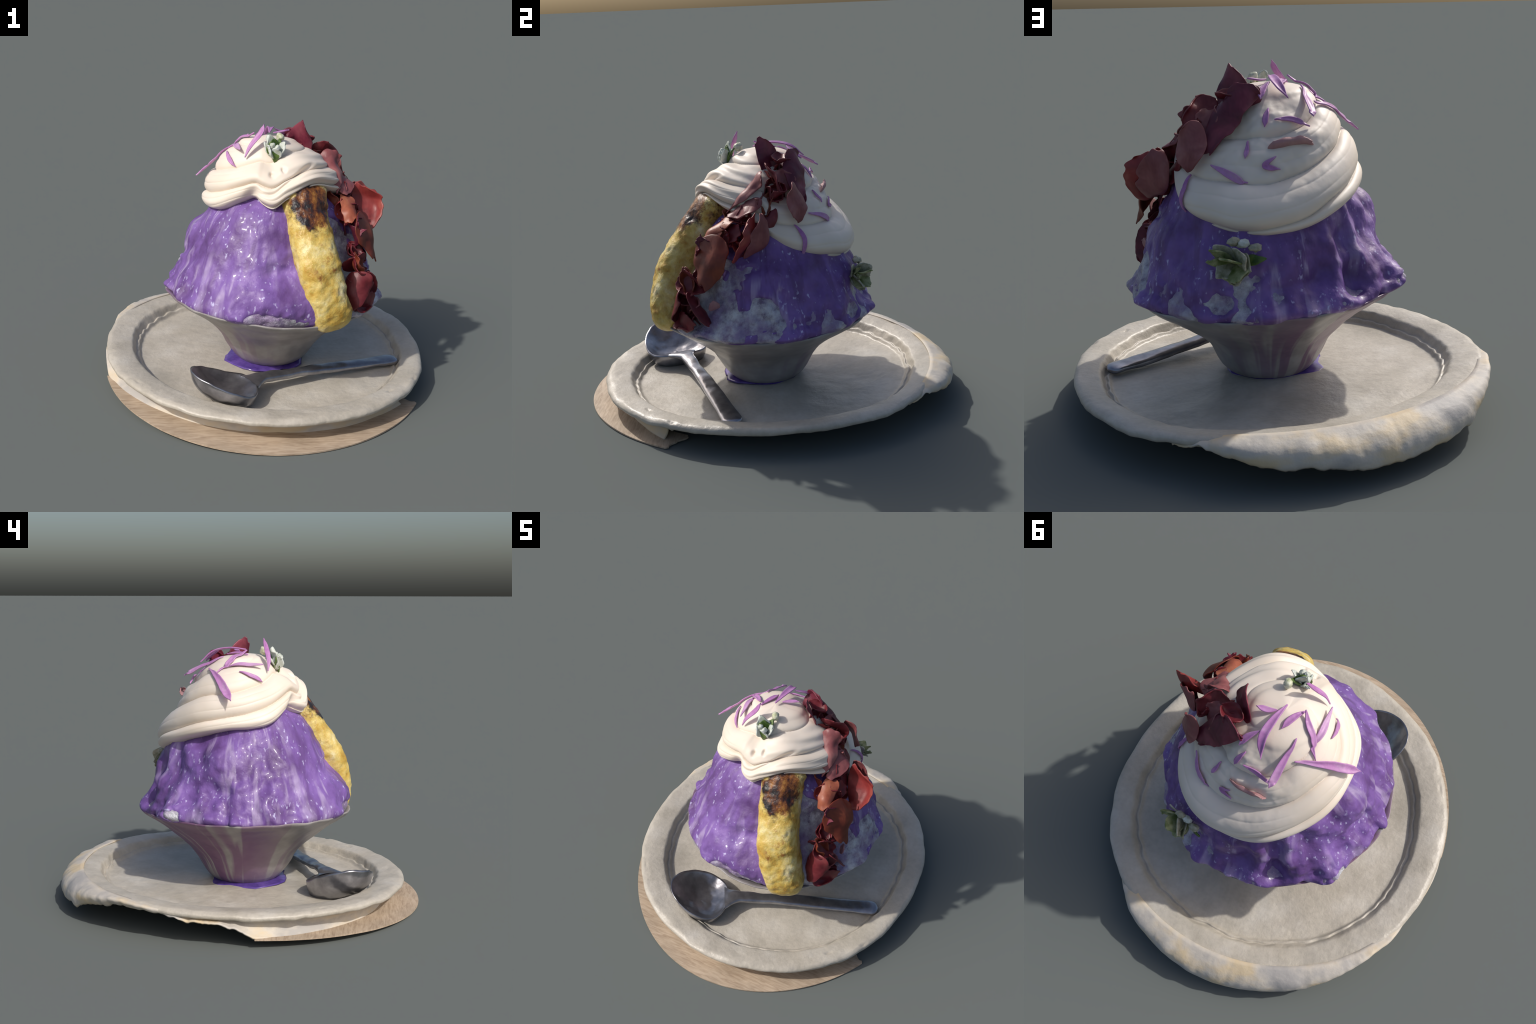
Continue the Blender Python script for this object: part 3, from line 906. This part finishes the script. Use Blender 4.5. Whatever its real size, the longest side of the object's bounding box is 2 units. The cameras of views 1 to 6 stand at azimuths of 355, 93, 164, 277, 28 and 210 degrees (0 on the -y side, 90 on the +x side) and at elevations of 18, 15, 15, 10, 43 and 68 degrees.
def main():
    M_petal = {
        "maroon": mat_petal("maroon_petal", (.085, .008, .014), (.22, .026, .036), (.36, .085, .085)),
        "plum": mat_petal("plum_petal", (.085, .008, .024), (.19, .026, .052), (.32, .07, .10)),
        "red": mat_petal("red_petal", (.17, .016, .018), (.35, .05, .046), (.46, .13, .10)),
        "orange": mat_petal("orange_petal", (.28, .06, .035), (.46, .14, .075), (.56, .24, .13)),
        "rust": mat_petal("rust_petal", (.13, .020, .012), (.25, .05, .025), (.36, .10, .045)),
        "pink": mat_petal("pink_petal", (.20, .045, .055), (.36, .12, .12), (.50, .24, .22)),
        "blush": mat_petal("blush_petal", (.42, .19, .22), (.53, .30, .30), (.62, .42, .40)),
    }
    strip_mat = mat_petal("lilac_floret", (.46, .17, .46), (.60, .30, .60), (.72, .50, .70))
    white_leaf = mat_plain("frosted_leaf", (.42, .46, .38), (.66, .70, .68), 30)
    green_leaf = mat_plain("green_leaf", (.035, .085, .012), (.13, .20, .04), 26)
    bud_mat = mat_plain("pale_bud", (.38, .42, .22), (.68, .68, .56), 40)
    olive = mat_plain("olive_leaf", (.11, .15, .035), (.36, .37, .20), 24)
    dusty = mat_plain("dusty_leaf", (.16, .17, .09), (.44, .42, .34), 28)

    # plate
    plate = empty("plate", (0, 0, 0), "wide off-white plate with flat rim", "plate")
    for o in (build_plate(mat_plate()), build_side(mat_side())):
        o.parent = plate
        fix_normals(o)
    build_table(mat_table())

    # dessert
    des = empty("dessert_bowl", (0, 0, 0), "shaved ice with purple sauce, piped cream, banana and petals", "dessert")
    bowl = build_bowl(mat_bowl())
    ice, sauce = build_mound(mat_ice(), mat_sauce())
    cream = build_cream(mat_cream())
    banana = build_banana(mat_banana())
    puddle = blob("sauce_puddle", (.0, -.045, .097), .222, mat_plain("melted_sauce", (.06, .03, .20), (.14, .08, .34), 14, .25), 4, (1, 1, .05), .14)
    for o in (bowl, ice, sauce, cream, banana, puddle):
        o.parent = des
        fix_normals(o)
    bvh = BVHTree.FromPolygons([v.co[:] for v in cream.data.vertices], [p.vertices[:] for p in cream.data.polygons])
    rng = np.random.default_rng(11)
    for i, (m, ruf, tap, net) in enumerate(PETALS + cascade_petals(30, ['maroon', 'maroon', 'plum', 'red', 'pink', 'rust'], rng)):
        build_petal("petal", net, M_petal[m], ruffle=ruf, seed=i * 3 + 1, taper=tap).parent = des
    for i, (pts, w, lies) in enumerate(STRIPS):
        build_strip("floret_petal", pts, w, strip_mat, bvh, lies).parent = des
    build_petal("floret_petal", [(.105, .27, 1.09), (.10, .295, 1.12), (.095, .305, 1.145), (.01, .285, 1.115), (.01, .325, 1.14), (.01, .315, 1.165), (-.09, .26, 1.11), (-.085, .295, 1.132), (-.08, .30, 1.15)],
                M_petal["blush"], .008, 91, .3).parent = des

    # floret on the crown
    top = empty("floret", (0, 0, 0), "x", "x")
    del top["label"], top["category"]
    top.parent = des
    base = (.012, -.195, 1.265)
    for i, (b, w, mt) in enumerate([((-.03, -.225, 1.335), .036, white_leaf), ((.066, -.192, 1.347), .032, white_leaf),
                                    ((.01, -.235, 1.325), .036, white_leaf), ((-.02, -.175, 1.385), .038, white_leaf),
                                    ((.003, -.195, 1.368), .042, green_leaf), ((.04, -.15, 1.36), .022, green_leaf),
                                    ((.013, -.226, 1.245), .020, green_leaf), ((-.045, -.16, 1.34), .022, white_leaf)]):
        leaf_between("floret_leaf", base if i != 6 else (.01, -.21, 1.32), b, w, mt, np.array([b[0], b[1] + .1, .3]) / 1.0, 200 + i).parent = top
    for i, c in enumerate([(.043, -.13, 1.362), (-.005, -.215, 1.335), (.02, -.222, 1.325)]):
        blob("bud", c, .022 if i == 0 else .015, bud_mat if i == 0 else white_leaf, i).parent = top

    # floret stuck under the back of the cream
    low = empty("floret", (0, 0, 0), "x", "x")
    del low["label"], low["category"]
    low.parent = des
    o = np.array((.5, .86, .1))
    for i, (b, w, mt) in enumerate([((.395, .49, .785), .014, olive), ((.405, .50, .735), .014, olive), ((.34, .56, .745), .05, olive),
                                    ((.27, .565, .76), .05, dusty), ((.31, .555, .665), .058, olive), ((.245, .55, .70), .05, dusty),
                                    ((.37, .50, .67), .045, dusty), ((.37, .45, .79), .036, dusty), ((.18, .52, .735), .018, green_leaf),
                                    ((.30, .53, .645), .05, dusty)]):
        leaf_between("floret_leaf", (.27, .435, .715), tuple(np.array(b) - .018 * o), w, mt, o * .5, 300 + i).parent = low
    for i, c in enumerate([(.25, .465, .79), (.205, .48, .775), (.285, .462, .80)]):
        blob("bud", c, .021, dusty if i else white_leaf, i + 9, (1.2, .8, .8)).parent = low

    build_spoon(mat_steel())

main()
